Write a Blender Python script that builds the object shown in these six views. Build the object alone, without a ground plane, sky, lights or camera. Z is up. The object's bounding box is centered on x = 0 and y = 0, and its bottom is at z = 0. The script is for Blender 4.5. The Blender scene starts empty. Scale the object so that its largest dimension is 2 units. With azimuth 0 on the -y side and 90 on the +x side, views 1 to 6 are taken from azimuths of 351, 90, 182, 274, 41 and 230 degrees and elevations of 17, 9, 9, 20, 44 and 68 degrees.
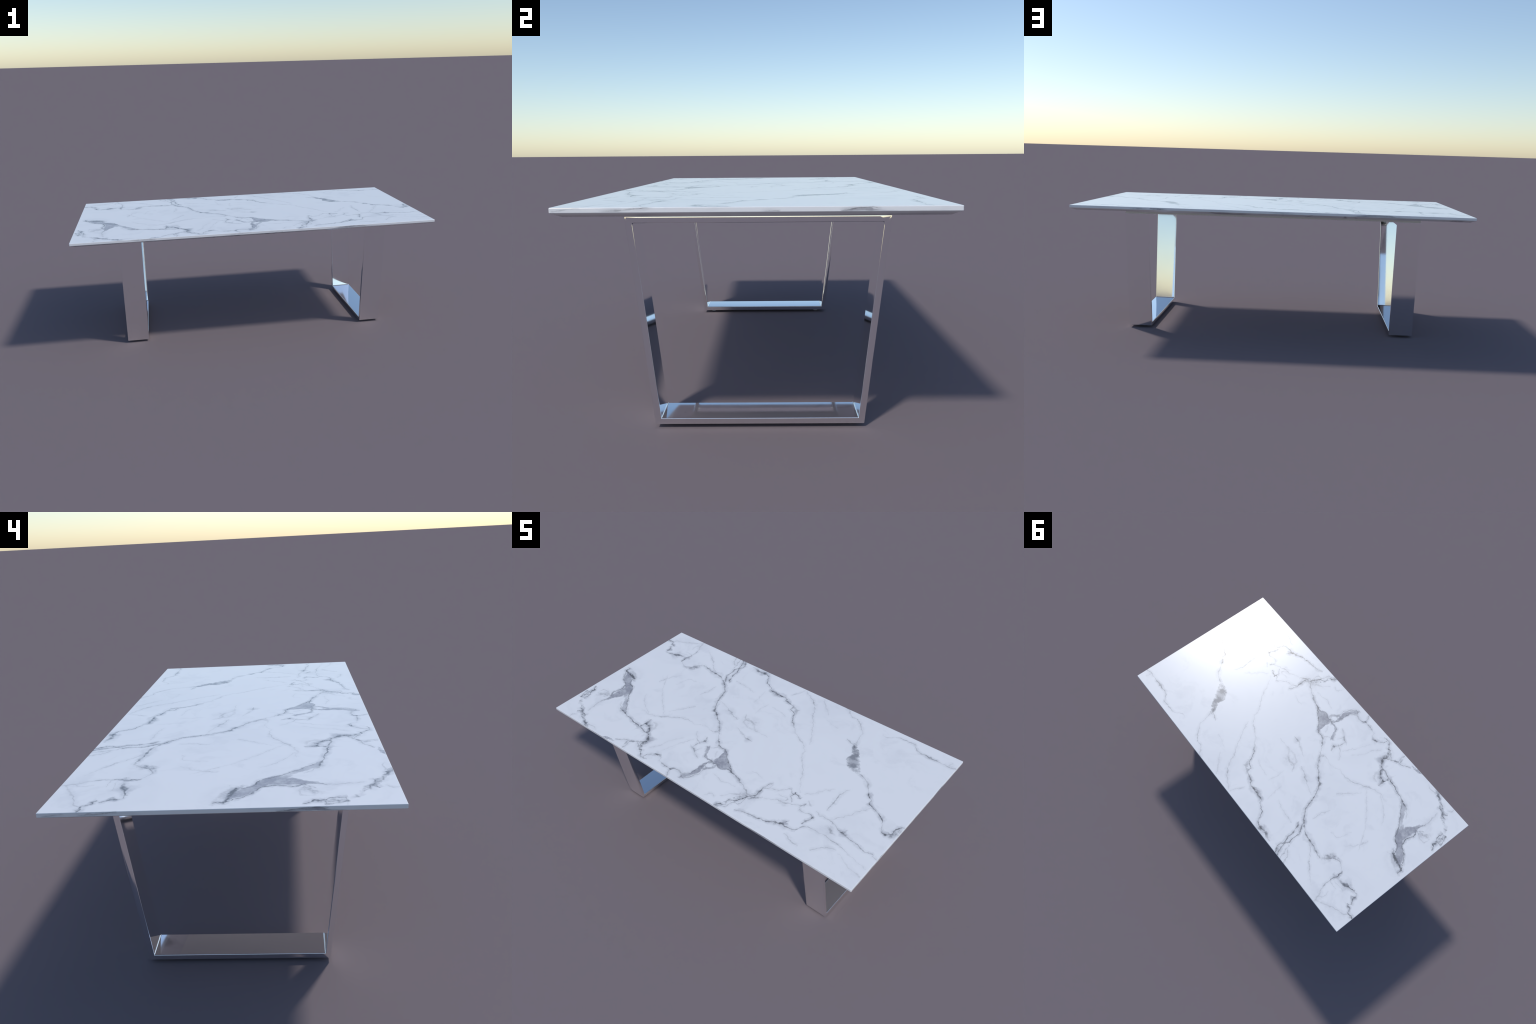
"""Rectangular dining table: white veined marble slab on two chrome flat-bar frames."""
import math
import bpy
import bmesh
from mathutils import Vector

# ------------------------------------------------------------------ sizes (metres)
HALF_LENGTH, HALF_WIDTH = 1.0, 0.4998         # slab
TOP_Z, RIM_Z, UNDERSIDE_Z = 0.6667, 0.6538, 0.6424
UNDERCUT = 0.024                              # inward slope of the slab's underside
FRAME_IN, FRAME_OUT = 0.637, 0.757            # leg frames: extent along x
FRAME_BOTTOM, FRAME_TOP = 0.0085, 0.6220
FRAME_HALF_BOTTOM, FRAME_HALF_TOP = 0.3058, 0.3745
BAR = 0.0190                                  # flat bar thickness
BEVEL = 0.0029                                # eased edges of the bar
GLIDE_RADIUS, GLIDE_Y, GLIDE_OFFSET = 0.0112, 0.260, 0.027


# ------------------------------------------------------------------ material helpers
class Nodes:
    def __init__(self, name):
        self.material = bpy.data.materials.new(name)
        self.material.use_nodes = True
        self.tree = self.material.node_tree
        self.tree.nodes.clear()
        self.output = self.add("ShaderNodeOutputMaterial")
        self.bsdf = self.add("ShaderNodeBsdfPrincipled")
        self.link(self.bsdf.outputs[0], self.output.inputs[0])

    def add(self, kind, **settings):
        node = self.tree.nodes.new(kind)
        for key, value in settings.items():
            setattr(node, key, value)
        return node

    def link(self, a, b):
        self.tree.links.new(a, b)

    def feed(self, socket, value):
        if isinstance(value, bpy.types.NodeSocket):
            self.link(value, socket)
        else:
            socket.default_value = value

    def math(self, operation, a, b=0.0, c=0.0, clamp=False):
        node = self.add("ShaderNodeMath", operation=operation, use_clamp=clamp)
        for socket, value in zip(node.inputs, (a, b, c)):
            self.feed(socket, value)
        return node.outputs[0]

    def vmath(self, operation, a, b=(0, 0, 0), scale=1.0):
        node = self.add("ShaderNodeVectorMath", operation=operation)
        self.feed(node.inputs[0], a)
        self.feed(node.inputs[1], b)
        self.feed(node.inputs[3], scale)
        return node.outputs[0]

    def noise(self, vector, scale, detail=2.0, rough=0.5, distortion=0.0):
        node = self.add("ShaderNodeTexNoise")
        self.feed(node.inputs["Vector"], vector)
        node.inputs["Scale"].default_value = scale
        node.inputs["Detail"].default_value = detail
        node.inputs["Roughness"].default_value = rough
        node.inputs["Distortion"].default_value = distortion
        return node

    def remap(self, value, a, b, c, d, smooth=True):
        node = self.add("ShaderNodeMapRange", interpolation_type="SMOOTHSTEP" if smooth else "LINEAR")
        for socket, v in zip(node.inputs, (value, a, b, c, d)):
            self.feed(socket, v)
        return node.outputs[0]

    def mix(self, factor, a, b):
        node = self.add("ShaderNodeMix", data_type="RGBA")
        self.feed(node.inputs[0], factor)
        self.feed(node.inputs[6], a)
        self.feed(node.inputs[7], b)
        return node.outputs[2]

    def curve(self, value, points):
        node = self.add("ShaderNodeFloatCurve")
        mapping = node.mapping
        mapping.use_clip = False
        mapping.extend = "HORIZONTAL"
        curve = mapping.curves[0]
        curve.points[0].location = points[0]
        curve.points[1].location = points[-1]
        for p in points[1:-1]:
            curve.points.new(*p)
        for p in curve.points:
            p.handle_type = "AUTO_CLAMPED"
        mapping.update()
        node.inputs[0].default_value = 1.0
        self.link(value, node.inputs[1])
        return node.outputs[0]


VEIN_WIDTH = 1.6


class VeinField:
    """Gathers veins drawn along spines: (x, y, half width in mm, strength)."""

    def __init__(self, nodes, point, region):
        self.n, self.point, self.region = nodes, point, region
        self.core = self.halo = self.fill = self.smoke = 0.0
        # swells and pinches every vein along its way
        self.pinch = nodes.remap(nodes.noise(point, 24, 2.0, 0.6).outputs["Fac"], 0.32, 0.68, 2.4, 0.16, smooth=False)

    def reaches(self, spine):
        """Whether the vein, with its halo and wobble, touches this field's region."""
        x0, x1, y0, y1 = self.region
        reach = 0.014 + 0.0085 * max(p[2] for p in spine)
        xs, ys = [p[0] for p in spine], [p[1] for p in spine]
        return max(xs) + reach > x0 and min(xs) - reach < x1 and max(ys) + reach > y0 and min(ys) - reach < y1

    def _along(self, spine, swell=VEIN_WIDTH):
        n = self.n
        a, b = Vector(spine[0][:2]), Vector(spine[-1][:2])
        axis = (b - a).normalized()
        side = Vector((-axis.y, axis.x))
        taper = 0.010
        length = (b - a).length + 2 * taper
        us, vs = [], []
        for x, y, _, _ in spine:
            d = Vector((x, y)) - a
            u = (d.dot(axis) + taper) / length
            us.append(max(u, us[-1] + 0.003) if us else u)
            vs.append(d.dot(side) / length)
        last = us[-1] * 1.0
        if last > 0.999:
            us = [u * 0.985 / last for u in us]
        ws = []
        for i in range(len(us)):
            j, k = max(i - 1, 0), min(i + 1, len(us) - 1)
            slope = (vs[k] - vs[j]) / max(us[k] - us[j], 1e-4)
            ws.append(spine[i][2] * swell * 0.001 / length * min(math.sqrt(1 + slope * slope), 2.2))
        place = n.add("ShaderNodeMapping", vector_type="POINT")
        angle = -math.atan2(axis.y, axis.x)
        start = a - axis * taper
        turned = Vector((start.x * math.cos(angle) - start.y * math.sin(angle),
                         start.x * math.sin(angle) + start.y * math.cos(angle)))
        place.inputs["Location"].default_value = (-turned.x / length, -turned.y / length, 0)
        place.inputs["Rotation"].default_value = (0, 0, angle)
        place.inputs["Scale"].default_value = (1 / length, 1 / length, 0)
        n.link(self.point, place.inputs["Vector"])
        split = n.add("ShaderNodeSeparateXYZ")
        n.link(place.outputs[0], split.inputs[0])
        u, v = split.outputs[0], split.outputs[1]
        offset = n.math("SUBTRACT", v, n.curve(u, list(zip(us, vs)))) if max(map(abs, vs)) > 1e-4 else v
        width = n.curve(u, list(zip(us, ws))) if max(ws) > 1.15 * min(ws) else max(ws)
        ratio = n.math("DIVIDE", offset, width)
        square = n.math("MULTIPLY", ratio, ratio)
        strength = n.curve(u, [(0.0, 0.0)] + [(x, p[3]) for x, p in zip(us, spine)] + [(1.0, 0.0)])
        return square, strength

    def vein(self, spine):
        if not self.reaches(spine):
            return
        n = self.n
        square, strength = self._along(spine)
        pinched = n.math("MULTIPLY", square, self.pinch)
        self.core = n.math("MAXIMUM", self.core, n.math("MULTIPLY", n.math("SUBTRACT", 1.0, pinched), strength))
        self.halo = n.math("MAXIMUM", self.halo, n.math("MULTIPLY", n.math("MULTIPLY_ADD", square, -0.045, 1.0), strength))

    def patch(self, spine):
        if not self.reaches(spine):
            return
        n = self.n
        square, strength = self._along(spine, swell=1.12)
        inside = n.math("MULTIPLY", n.math("SUBTRACT", 1.15, square), 1.7, clamp=True)
        self.fill = n.math("MAXIMUM", self.fill, n.math("MULTIPLY", inside, strength))

    def cloud(self, spine):
        if not self.reaches(spine):
            return
        n = self.n
        square, strength = self._along(spine, swell=1.15)
        self.smoke = n.math("MAXIMUM", self.smoke, n.math("MULTIPLY", n.math("MULTIPLY_ADD", square, -0.5, 1.0), strength))


def draw_veins(field):
    vein, patch, cloud = field.vein, field.patch, field.cloud

    # long central vein, from the fork near the back edge to the grey triangle
    vein([(-0.001, -0.177, 2.6, 0.7), (-0.057, -0.164, 3.2, 0.8), (-0.090, -0.128, 2.6, 0.5), (-0.120, -0.096, 2.6, 0.35), (-0.140, -0.072, 2.6, 0.8), (-0.171, -0.032, 2.6, 0.6), (-0.220, -0.004, 2.6, 0.65), (-0.242, 0.019, 3.2, 0.95), (-0.277, 0.035, 2.6, 0.75), (-0.304, 0.086, 2.6, 0.75), (-0.323, 0.130, 3.2, 0.95), (-0.346, 0.201, 2.6, 0.75), (-0.381, 0.240, 3, 0.95), (-0.410, 0.259, 2.6, 0.8)])
    vein([(-0.141, -0.074, 2.6, 0.6), (-0.140, -0.094, 2.6, 0.5), (-0.171, -0.104, 4, 0.2)])
    vein([(0.120, -0.274, 2.6, 0.9), (0.162, -0.285, 2.6, 0.85), (0.195, -0.295, 2.6, 0.75), (0.245, -0.316, 2.6, 0.35), (0.293, -0.341, 4, 0.6), (0.317, -0.345, 2.6, 0.5)])

    # its fork: two ragged strands to the back edge and one branch to the left
    vein([(-0.408, 0.259, 2.2, 0.8), (-0.415, 0.287, 2.2, 0.85), (-0.438, 0.327, 2.2, 0.75), (-0.437, 0.369, 2.2, 0.75), (-0.446, 0.399, 2.2, 0.8), (-0.430, 0.418, 2.2, 0.6)])
    vein([(-0.378, 0.273, 2.4, 0.2), (-0.395, 0.297, 2.4, 0.8), (-0.408, 0.325, 2.4, 0.75), (-0.416, 0.388, 2.4, 0.8), (-0.428, 0.416, 2.4, 0.8), (-0.417, 0.456, 2.4, 0.6), (-0.444, 0.500, 2.4, 0.7), (-0.457, 0.528, 2.4, 0.6)])
    vein([(-0.430, 0.414, 2.6, 0.6), (-0.443, 0.458, 2.6, 0.8), (-0.463, 0.500, 2.6, 0.8), (-0.474, 0.529, 2.6, 0.6)])
    vein([(-0.460, 0.411, 2.4, 0.3), (-0.483, 0.477, 2.4, 0.4), (-0.491, 0.506, 2.4, 0.4)])
    vein([(-0.475, 0.431, 3, 0.25), (-0.507, 0.462, 3, 0.4), (-0.520, 0.499, 3, 0.35)])
    vein([(-0.404, 0.256, 2.6, 0.8), (-0.442, 0.284, 2.6, 0.55), (-0.481, 0.294, 5, 0.7), (-0.525, 0.298, 3.5, 0.8), (-0.570, 0.306, 2.6, 0.65), (-0.600, 0.314, 2.6, 0.65), (-0.634, 0.309, 3, 0.25)])
    vein([(-0.631, 0.310, 3, 0.2), (-0.650, 0.282, 6, 0.45), (-0.662, 0.265, 5, 0.75), (-0.672, 0.248, 3, 0.8), (-0.698, 0.239, 2.6, 0.55), (-0.721, 0.243, 2.6, 0.35), (-0.750, 0.261, 2.6, 0.25), (-0.764, 0.278, 2.6, 0.4)])
    vein([(-0.623, 0.285, 12, 0.12), (-0.645, 0.260, 14, 0.3), (-0.670, 0.231, 12, 0.1)])

    # crossed veins near the left end
    vein([(-0.762, 0.272, 2.2, 0.6), (-0.765, 0.291, 2.2, 0.8), (-0.764, 0.310, 2.8, 1), (-0.760, 0.324, 2.2, 0.9), (-0.758, 0.370, 2.2, 0.5), (-0.758, 0.400, 2.2, 0.5), (-0.768, 0.419, 2.2, 0.35), (-0.779, 0.447, 4.5, 0.3), (-0.789, 0.476, 5, 0.35), (-0.795, 0.501, 5, 0.25)])
    vein([(-0.748, 0.310, 2.2, 0.6), (-0.779, 0.312, 2.2, 0.45), (-0.805, 0.306, 4.5, 0.45), (-0.833, 0.296, 7, 0.75), (-0.856, 0.288, 4, 0.9), (-0.890, 0.280, 2.2, 0.7)])
    vein([(-0.889, 0.280, 2.2, 0.6), (-0.912, 0.287, 2.2, 0.45), (-0.919, 0.310, 3.2, 0.9), (-0.933, 0.336, 2.2, 0.7), (-0.920, 0.356, 2.2, 0.6)])
    vein([(-0.919, 0.354, 2.2, 0.7), (-0.946, 0.364, 2.2, 0.75), (-0.960, 0.383, 2.2, 0.75), (-0.984, 0.385, 3, 0.85), (-1.013, 0.388, 2.2, 0.7)])
    vein([(-0.800, 0.484, 2.6, 0.3), (-0.836, 0.463, 2.6, 0.3), (-0.878, 0.438, 2.6, 0.35), (-0.943, 0.413, 2.6, 0.3), (-0.965, 0.390, 2.6, 0.3)])
    vein([(-0.532, 0.316, 2.4, 0.25), (-0.580, 0.357, 2.4, 0.35), (-0.628, 0.398, 2.4, 0.4), (-0.672, 0.426, 2.4, 0.2), (-0.714, 0.448, 2.4, 0.1)])
    vein([(-0.766, 0.353, 2, 0.25), (-0.814, 0.355, 2, 0.3)])
    vein([(-0.777, 0.334, 2, 0.2), (-0.842, 0.330, 2, 0.25)])
    vein([(-0.790, 0.456, 2, 0.3), (-0.807, 0.434, 2, 0.3), (-0.801, 0.399, 2, 0.2)])

    # beaded vein beside the back edge
    vein([(0.275, 0.115, 2.5, 0.3), (0.210, 0.149, 2.5, 0.2), (0.166, 0.193, 2.5, 0.25), (0.146, 0.207, 2.5, 0.6), (0.109, 0.254, 2.5, 0.75), (0.094, 0.282, 2.5, 0.75), (0.059, 0.299, 2.5, 0.7), (0.049, 0.330, 4, 0.45), (0.027, 0.336, 2.5, 0.8), (0.003, 0.345, 3.4, 0.95), (-0.035, 0.364, 2.5, 0.7), (-0.073, 0.365, 5, 0.95), (-0.105, 0.367, 3.6, 0.85), (-0.141, 0.374, 3, 0.8), (-0.157, 0.392, 2.5, 0.6), (-0.186, 0.404, 2.5, 0.75), (-0.218, 0.430, 2.5, 0.75), (-0.234, 0.467, 2.5, 0.85), (-0.277, 0.476, 6, 1), (-0.300, 0.474, 5, 0.8), (-0.336, 0.480, 6, 0.5), (-0.365, 0.484, 6, 0.3)])
    vein([(0.108, 0.279, 4, 0.25), (0.084, 0.318, 4, 0.4), (0.044, 0.336, 4, 0.3)])
    vein([(0.314, 0.137, 2.6, 0.2), (0.278, 0.202, 2.6, 0.28), (0.241, 0.260, 2.6, 0.35), (0.188, 0.330, 2.6, 0.3), (0.153, 0.392, 2.6, 0.3), (0.114, 0.434, 2.6, 0.5), (0.075, 0.457, 2.6, 0.3), (0.031, 0.486, 2.6, 0.25)])
    vein([(0.018, 0.490, 2.2, 0.15), (0.003, 0.452, 2.2, 0.3), (-0.008, 0.430, 2.2, 0.45), (-0.019, 0.401, 2.2, 0.2)])
    vein([(0.484, -0.177, 2.4, 0.15), (0.443, -0.113, 2.4, 0.2), (0.403, -0.047, 2.4, 0.35), (0.343, 0.028, 2.4, 0.28), (0.319, 0.081, 2.4, 0.2), (0.270, 0.121, 2.4, 0.35), (0.204, 0.154, 2.4, 0.25), (0.145, 0.214, 2.4, 0.4)])
    vein([(0.149, 0.482, 2.6, 0.25), (0.199, 0.435, 2.6, 0.28), (0.249, 0.390, 2.6, 0.2)])

    # veins of the far back corner
    vein([(1.009, 0.430, 2.4, 0.6), (0.957, 0.420, 2.4, 0.55), (0.911, 0.419, 2.4, 0.55), (0.868, 0.422, 2.8, 0.8), (0.823, 0.421, 2.4, 0.55), (0.764, 0.440, 2.4, 0.5), (0.749, 0.461, 2.4, 0.5), (0.706, 0.465, 2.4, 0.45), (0.649, 0.457, 2.4, 0.4), (0.611, 0.432, 2.4, 0.3), (0.578, 0.424, 2.4, 0.15)])
    vein([(0.968, 0.450, 4, 0.25), (0.954, 0.422, 4, 0.2)])
    vein([(0.644, 0.103, 2.3, 0.3), (0.665, 0.097, 2.3, 0.65), (0.693, 0.086, 3, 0.4), (0.717, 0.062, 3.4, 0.6), (0.737, 0.034, 2.3, 0.3), (0.759, 0.008, 3.4, 1), (0.788, -0.017, 2.3, 0.5), (0.790, -0.039, 2.8, 0.9), (0.821, -0.052, 2.3, 0.8), (0.850, -0.062, 2.3, 0.65), (0.885, -0.079, 3, 0.95), (0.907, -0.109, 2.3, 0.35), (0.925, -0.145, 2.3, 0.6), (0.948, -0.159, 2.3, 0.6)])
    vein([(0.926, -0.147, 2.4, 0.7), (0.948, -0.155, 3.4, 0.9), (0.967, -0.143, 2.4, 0.7), (0.972, -0.130, 3, 0.7)])
    vein([(0.973, -0.135, 2.4, 0.6), (0.968, -0.114, 3, 0.7), (0.977, -0.090, 3, 0.75), (0.987, -0.073, 2.4, 0.7), (1.004, -0.070, 2.4, 0.5)])
    vein([(0.963, -0.165, 14, 0.1), (0.981, -0.138, 14, 0.35), (0.995, -0.090, 14, 0.25)])
    vein([(0.301, 0.500, 2.4, 0.3), (0.367, 0.454, 2.4, 0.35), (0.408, 0.450, 2.4, 0.45), (0.449, 0.411, 2.4, 0.4), (0.479, 0.374, 2.4, 0.25), (0.495, 0.318, 2.4, 0.25), (0.505, 0.276, 2.4, 0.45)])
    vein([(0.448, 0.280, 2.2, 0.45), (0.487, 0.268, 2.2, 0.45), (0.506, 0.252, 2.2, 0.5)])
    vein([(0.352, 0.327, 2.4, 0.22), (0.307, 0.336, 2.4, 0.15), (0.262, 0.345, 2.4, 0.1)])

    # cloudy grey spot
    cloud([(0.493, 0.275, 6, 0.3), (0.520, 0.242, 12, 0.9), (0.542, 0.216, 14, 1), (0.553, 0.177, 24, 1), (0.574, 0.146, 25, 1), (0.603, 0.122, 20, 0.8), (0.632, 0.104, 10, 0.4)])
    cloud([(0.533, 0.192, 6, 0.3), (0.554, 0.169, 12, 0.7), (0.564, 0.139, 8, 0.5)])

    # grey triangle with its arm and rings
    patch([(0.125, -0.276, 1, 0.3), (0.088, -0.272, 22, 0.9), (0.060, -0.262, 30, 1), (0.038, -0.254, 36, 1), (0.024, -0.234, 28, 1), (0.016, -0.206, 13, 1), (0.000, -0.176, 1.5, 0.6)])
    vein([(0.127, -0.274, 1.8, 0.8), (0.090, -0.241, 1.8, 0.7), (0.056, -0.220, 1.8, 0.8), (0.021, -0.190, 1.8, 0.8), (-0.002, -0.176, 3, 0.9)])
    vein([(0.125, -0.276, 1.8, 0.8), (0.095, -0.278, 1.8, 0.7), (0.078, -0.291, 1.8, 0.7), (0.046, -0.285, 1.8, 0.75), (0.015, -0.283, 1.8, 0.8), (-0.005, -0.277, 3, 0.9)])
    patch([(0.041, -0.278, 3, 0.4), (0.029, -0.315, 6, 0.75), (0.006, -0.343, 7, 0.9)])
    patch([(0.012, -0.274, 3, 0.5), (-0.010, -0.303, 5, 0.75), (-0.015, -0.329, 9, 0.9), (-0.011, -0.362, 15, 1), (-0.014, -0.400, 12, 1), (-0.024, -0.426, 10, 0.9), (-0.041, -0.449, 10, 0.8), (-0.047, -0.466, 3, 0.4)])
    vein([(0.042, -0.285, 2, 0.4), (0.033, -0.318, 2, 0.4), (0.016, -0.344, 2, 0.45), (0.012, -0.388, 2, 0.4), (-0.005, -0.427, 2, 0.6), (-0.041, -0.465, 2, 0.6)])
    vein([(-0.005, -0.277, 2, 0.6), (-0.013, -0.307, 2, 0.5), (-0.019, -0.348, 2, 0.55), (-0.022, -0.400, 2, 0.6), (-0.041, -0.425, 2, 0.5), (-0.057, -0.442, 2, 0.6)])
    vein([(0.028, -0.304, 1.8, 0.4), (0.019, -0.288, 1.8, 0.5), (0.002, -0.286, 1.8, 0.5)])
    vein([(0.010, -0.343, 1.8, 0.3), (-0.002, -0.326, 1.8, 0.5), (-0.011, -0.309, 1.8, 0.5)])
    patch([(-0.002, -0.273, 3, 0.4), (-0.027, -0.279, 5, 0.7), (-0.050, -0.270, 6, 0.8), (-0.067, -0.243, 6, 0.75), (-0.084, -0.213, 7, 0.8), (-0.089, -0.202, 3, 0.3)])
    vein([(-0.016, -0.278, 1.8, 0.5), (-0.050, -0.280, 1.8, 0.75), (-0.076, -0.245, 1.8, 0.4), (-0.095, -0.214, 1.8, 0.6)])
    vein([(-0.048, -0.170, 2, 0.4), (-0.057, -0.192, 2, 0.3), (-0.075, -0.206, 2, 0.4)])
    vein([(-0.009, -0.240, 4, 0.2), (-0.029, -0.211, 4, 0.2)])
    vein([(-0.043, -0.457, 2.2, 0.6), (-0.084, -0.430, 3, 0.45), (-0.106, -0.434, 2.2, 0.6), (-0.121, -0.444, 3.2, 1), (-0.141, -0.448, 2.2, 0.4), (-0.166, -0.451, 2.6, 0.7), (-0.207, -0.446, 2.2, 0.25), (-0.237, -0.421, 2.2, 0.4), (-0.265, -0.417, 4.5, 0.9)])
    vein([(-0.105, -0.500, 2.2, 0.5), (-0.122, -0.465, 2.2, 0.5)])
    vein([(-0.072, -0.305, 2.4, 0.25), (-0.116, -0.288, 2.4, 0.5), (-0.138, -0.271, 2.4, 0.5), (-0.165, -0.260, 2.4, 0.4)])
    vein([(-0.154, -0.264, 2.4, 0.45), (-0.153, -0.231, 2.4, 0.5), (-0.134, -0.188, 4, 0.6), (-0.149, -0.162, 2.4, 0.4)])
    vein([(-0.149, -0.216, 2.4, 0.5), (-0.197, -0.184, 2.4, 0.25), (-0.220, -0.160, 2.4, 0.2)])
    vein([(-0.111, -0.240, 2, 0.2), (-0.125, -0.281, 2, 0.3)])

    # dark ragged vein at the front edge, right of the middle
    vein([(0.346, -0.210, 2.2, 0.4), (0.330, -0.255, 2.2, 0.65), (0.330, -0.288, 2.8, 0.95), (0.333, -0.327, 2.8, 0.9), (0.314, -0.342, 2.2, 0.6), (0.304, -0.365, 2.2, 0.85), (0.290, -0.391, 3, 1), (0.276, -0.414, 2.2, 0.9), (0.250, -0.427, 2.2, 0.7), (0.253, -0.460, 2.2, 0.6), (0.232, -0.471, 3.2, 1), (0.214, -0.507, 2.2, 0.9)])
    vein([(0.353, -0.222, 1.8, 0.25), (0.349, -0.249, 1.8, 0.4), (0.334, -0.265, 1.8, 0.5)])
    vein([(0.363, -0.321, 3, 0.4), (0.338, -0.342, 4, 0.7), (0.321, -0.362, 2, 0.6)])
    vein([(0.307, -0.368, 1.8, 0.5), (0.307, -0.398, 1.8, 0.5), (0.301, -0.421, 1.8, 0.55), (0.279, -0.420, 1.8, 0.6), (0.269, -0.446, 1.8, 0.4), (0.265, -0.470, 1.8, 0.6), (0.247, -0.479, 1.8, 0.5), (0.220, -0.499, 1.8, 0.5)])
    vein([(0.299, -0.344, 5, 0.3), (0.266, -0.372, 7, 0.35), (0.229, -0.397, 5, 0.22), (0.202, -0.429, 3, 0.2)])
    vein([(0.180, -0.452, 2.2, 0.2), (0.149, -0.450, 2.2, 0.35), (0.133, -0.481, 2.2, 0.15)])
    vein([(0.214, -0.344, 2.2, 0.2), (0.175, -0.346, 2.2, 0.2), (0.135, -0.354, 2.2, 0.28), (0.071, -0.339, 2.2, 0.15)])
    vein([(0.282, -0.218, 2.2, 0.1), (0.245, -0.208, 2.2, 0.22), (0.210, -0.207, 2.2, 0.15)])

    # long vein running to the right along the front edge
    vein([(0.318, -0.463, 2.2, 0.4), (0.338, -0.443, 2.2, 0.5), (0.390, -0.439, 2.2, 0.65), (0.438, -0.430, 2.2, 0.7), (0.480, -0.421, 2.2, 0.75), (0.530, -0.397, 3, 0.85)])
    vein([(0.521, -0.400, 3, 0.85), (0.543, -0.390, 4, 0.9), (0.563, -0.395, 4, 0.7), (0.586, -0.393, 2.2, 0.65), (0.617, -0.375, 2.2, 0.75), (0.626, -0.350, 2.2, 0.65), (0.654, -0.330, 2.2, 0.45), (0.704, -0.328, 2.2, 0.35), (0.739, -0.326, 2.2, 0.32), (0.787, -0.330, 2.2, 0.5), (0.849, -0.341, 2.2, 0.32), (0.912, -0.356, 2.2, 0.18), (0.983, -0.371, 2.2, 0.25)])
    vein([(0.530, -0.398, 2, 0.8), (0.543, -0.378, 3, 0.8), (0.558, -0.358, 2, 0.5)])
    patch([(0.537, -0.393, 2, 0.5), (0.550, -0.384, 7, 0.7), (0.561, -0.377, 7, 0.5)])
    vein([(0.613, -0.329, 2, 0.65), (0.624, -0.296, 2, 0.65), (0.633, -0.271, 2.6, 0.9)])
    vein([(0.635, -0.273, 2, 0.9), (0.611, -0.262, 2, 0.65), (0.586, -0.272, 2, 0.25), (0.560, -0.271, 2, 0.5)])
    vein([(0.559, -0.270, 2, 0.3), (0.544, -0.255, 2, 0.35), (0.558, -0.227, 2, 0.75)])
    vein([(0.491, -0.249, 1.9, 0.4), (0.470, -0.220, 1.9, 0.6), (0.472, -0.199, 1.9, 0.85)])
    vein([(0.468, -0.204, 1.9, 0.7), (0.483, -0.201, 1.9, 0.85), (0.511, -0.207, 1.9, 0.85)])
    vein([(0.626, -0.228, 2.2, 0.3), (0.668, -0.240, 2.2, 0.4), (0.704, -0.238, 2.2, 0.42), (0.763, -0.256, 2.2, 0.55), (0.793, -0.266, 3.4, 0.85), (0.829, -0.272, 2.2, 0.6), (0.879, -0.281, 2.2, 0.55), (0.925, -0.292, 2.2, 0.5), (0.966, -0.287, 2.2, 0.55), (0.975, -0.297, 2.2, 0.45), (1.003, -0.301, 2.2, 0.45)])
    vein([(0.790, -0.262, 3, 0.6), (0.802, -0.240, 3, 0.3)])
    vein([(0.657, -0.189, 2.4, 0.4), (0.653, -0.132, 2.4, 0.5), (0.649, -0.086, 2.4, 0.55), (0.652, -0.055, 2.4, 0.35), (0.666, -0.020, 2.4, 0.15)])
    vein([(0.713, -0.276, 5, 0.15), (0.748, -0.290, 6, 0.5), (0.769, -0.298, 4, 0.15)])
    vein([(0.594, -0.424, 2.4, 0.3), (0.637, -0.443, 2.4, 0.4), (0.679, -0.449, 2.4, 0.25)])
    vein([(0.738, -0.432, 2.4, 0.3), (0.759, -0.404, 2.4, 0.4), (0.785, -0.377, 2.4, 0.4), (0.819, -0.364, 2.4, 0.2)])
    vein([(0.705, -0.232, 2.4, 0.3), (0.729, -0.194, 2.4, 0.28), (0.763, -0.142, 2.4, 0.3), (0.808, -0.064, 2.4, 0.25)])
    vein([(0.519, -0.169, 2.6, 0.25), (0.546, -0.139, 2.6, 0.2), (0.575, -0.098, 2.6, 0.22), (0.611, -0.059, 2.6, 0.1)])
    vein([(0.845, -0.374, 2.4, 0.15), (0.912, -0.402, 2.4, 0.22), (0.986, -0.422, 2.4, 0.25)])
    vein([(0.381, -0.315, 2.4, 0.25), (0.428, -0.284, 2.4, 0.28), (0.464, -0.282, 4, 0.5), (0.532, -0.251, 2.4, 0.3), (0.556, -0.235, 2.4, 0.6)])
    vein([(0.336, -0.261, 2.4, 0.4), (0.357, -0.248, 2.4, 0.3), (0.393, -0.235, 2.4, 0.35), (0.419, -0.210, 2.4, 0.35), (0.432, -0.190, 2.4, 0.5), (0.465, -0.203, 2.4, 0.3)])
    vein([(0.418, -0.254, 2.4, 0.2), (0.468, -0.253, 2.4, 0.35), (0.452, -0.290, 2.4, 0.3)])
    vein([(0.557, -0.200, 4, 0.3), (0.579, -0.217, 4, 0.3)])

    # large grey wedge at the left end
    patch([(-0.848, -0.296, 1, 0.4), (-0.828, -0.264, 7, 0.7), (-0.825, -0.229, 17, 0.9), (-0.813, -0.196, 24, 1), (-0.806, -0.161, 28, 1), (-0.810, -0.123, 22, 1)])
    patch([(-0.769, -0.187, 8, 0.5), (-0.793, -0.141, 20, 1), (-0.830, -0.103, 19, 1), (-0.872, -0.073, 20, 1), (-0.902, -0.043, 18, 1), (-0.933, -0.023, 8, 0.9), (-0.957, -0.004, 1, 0.4)])
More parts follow.
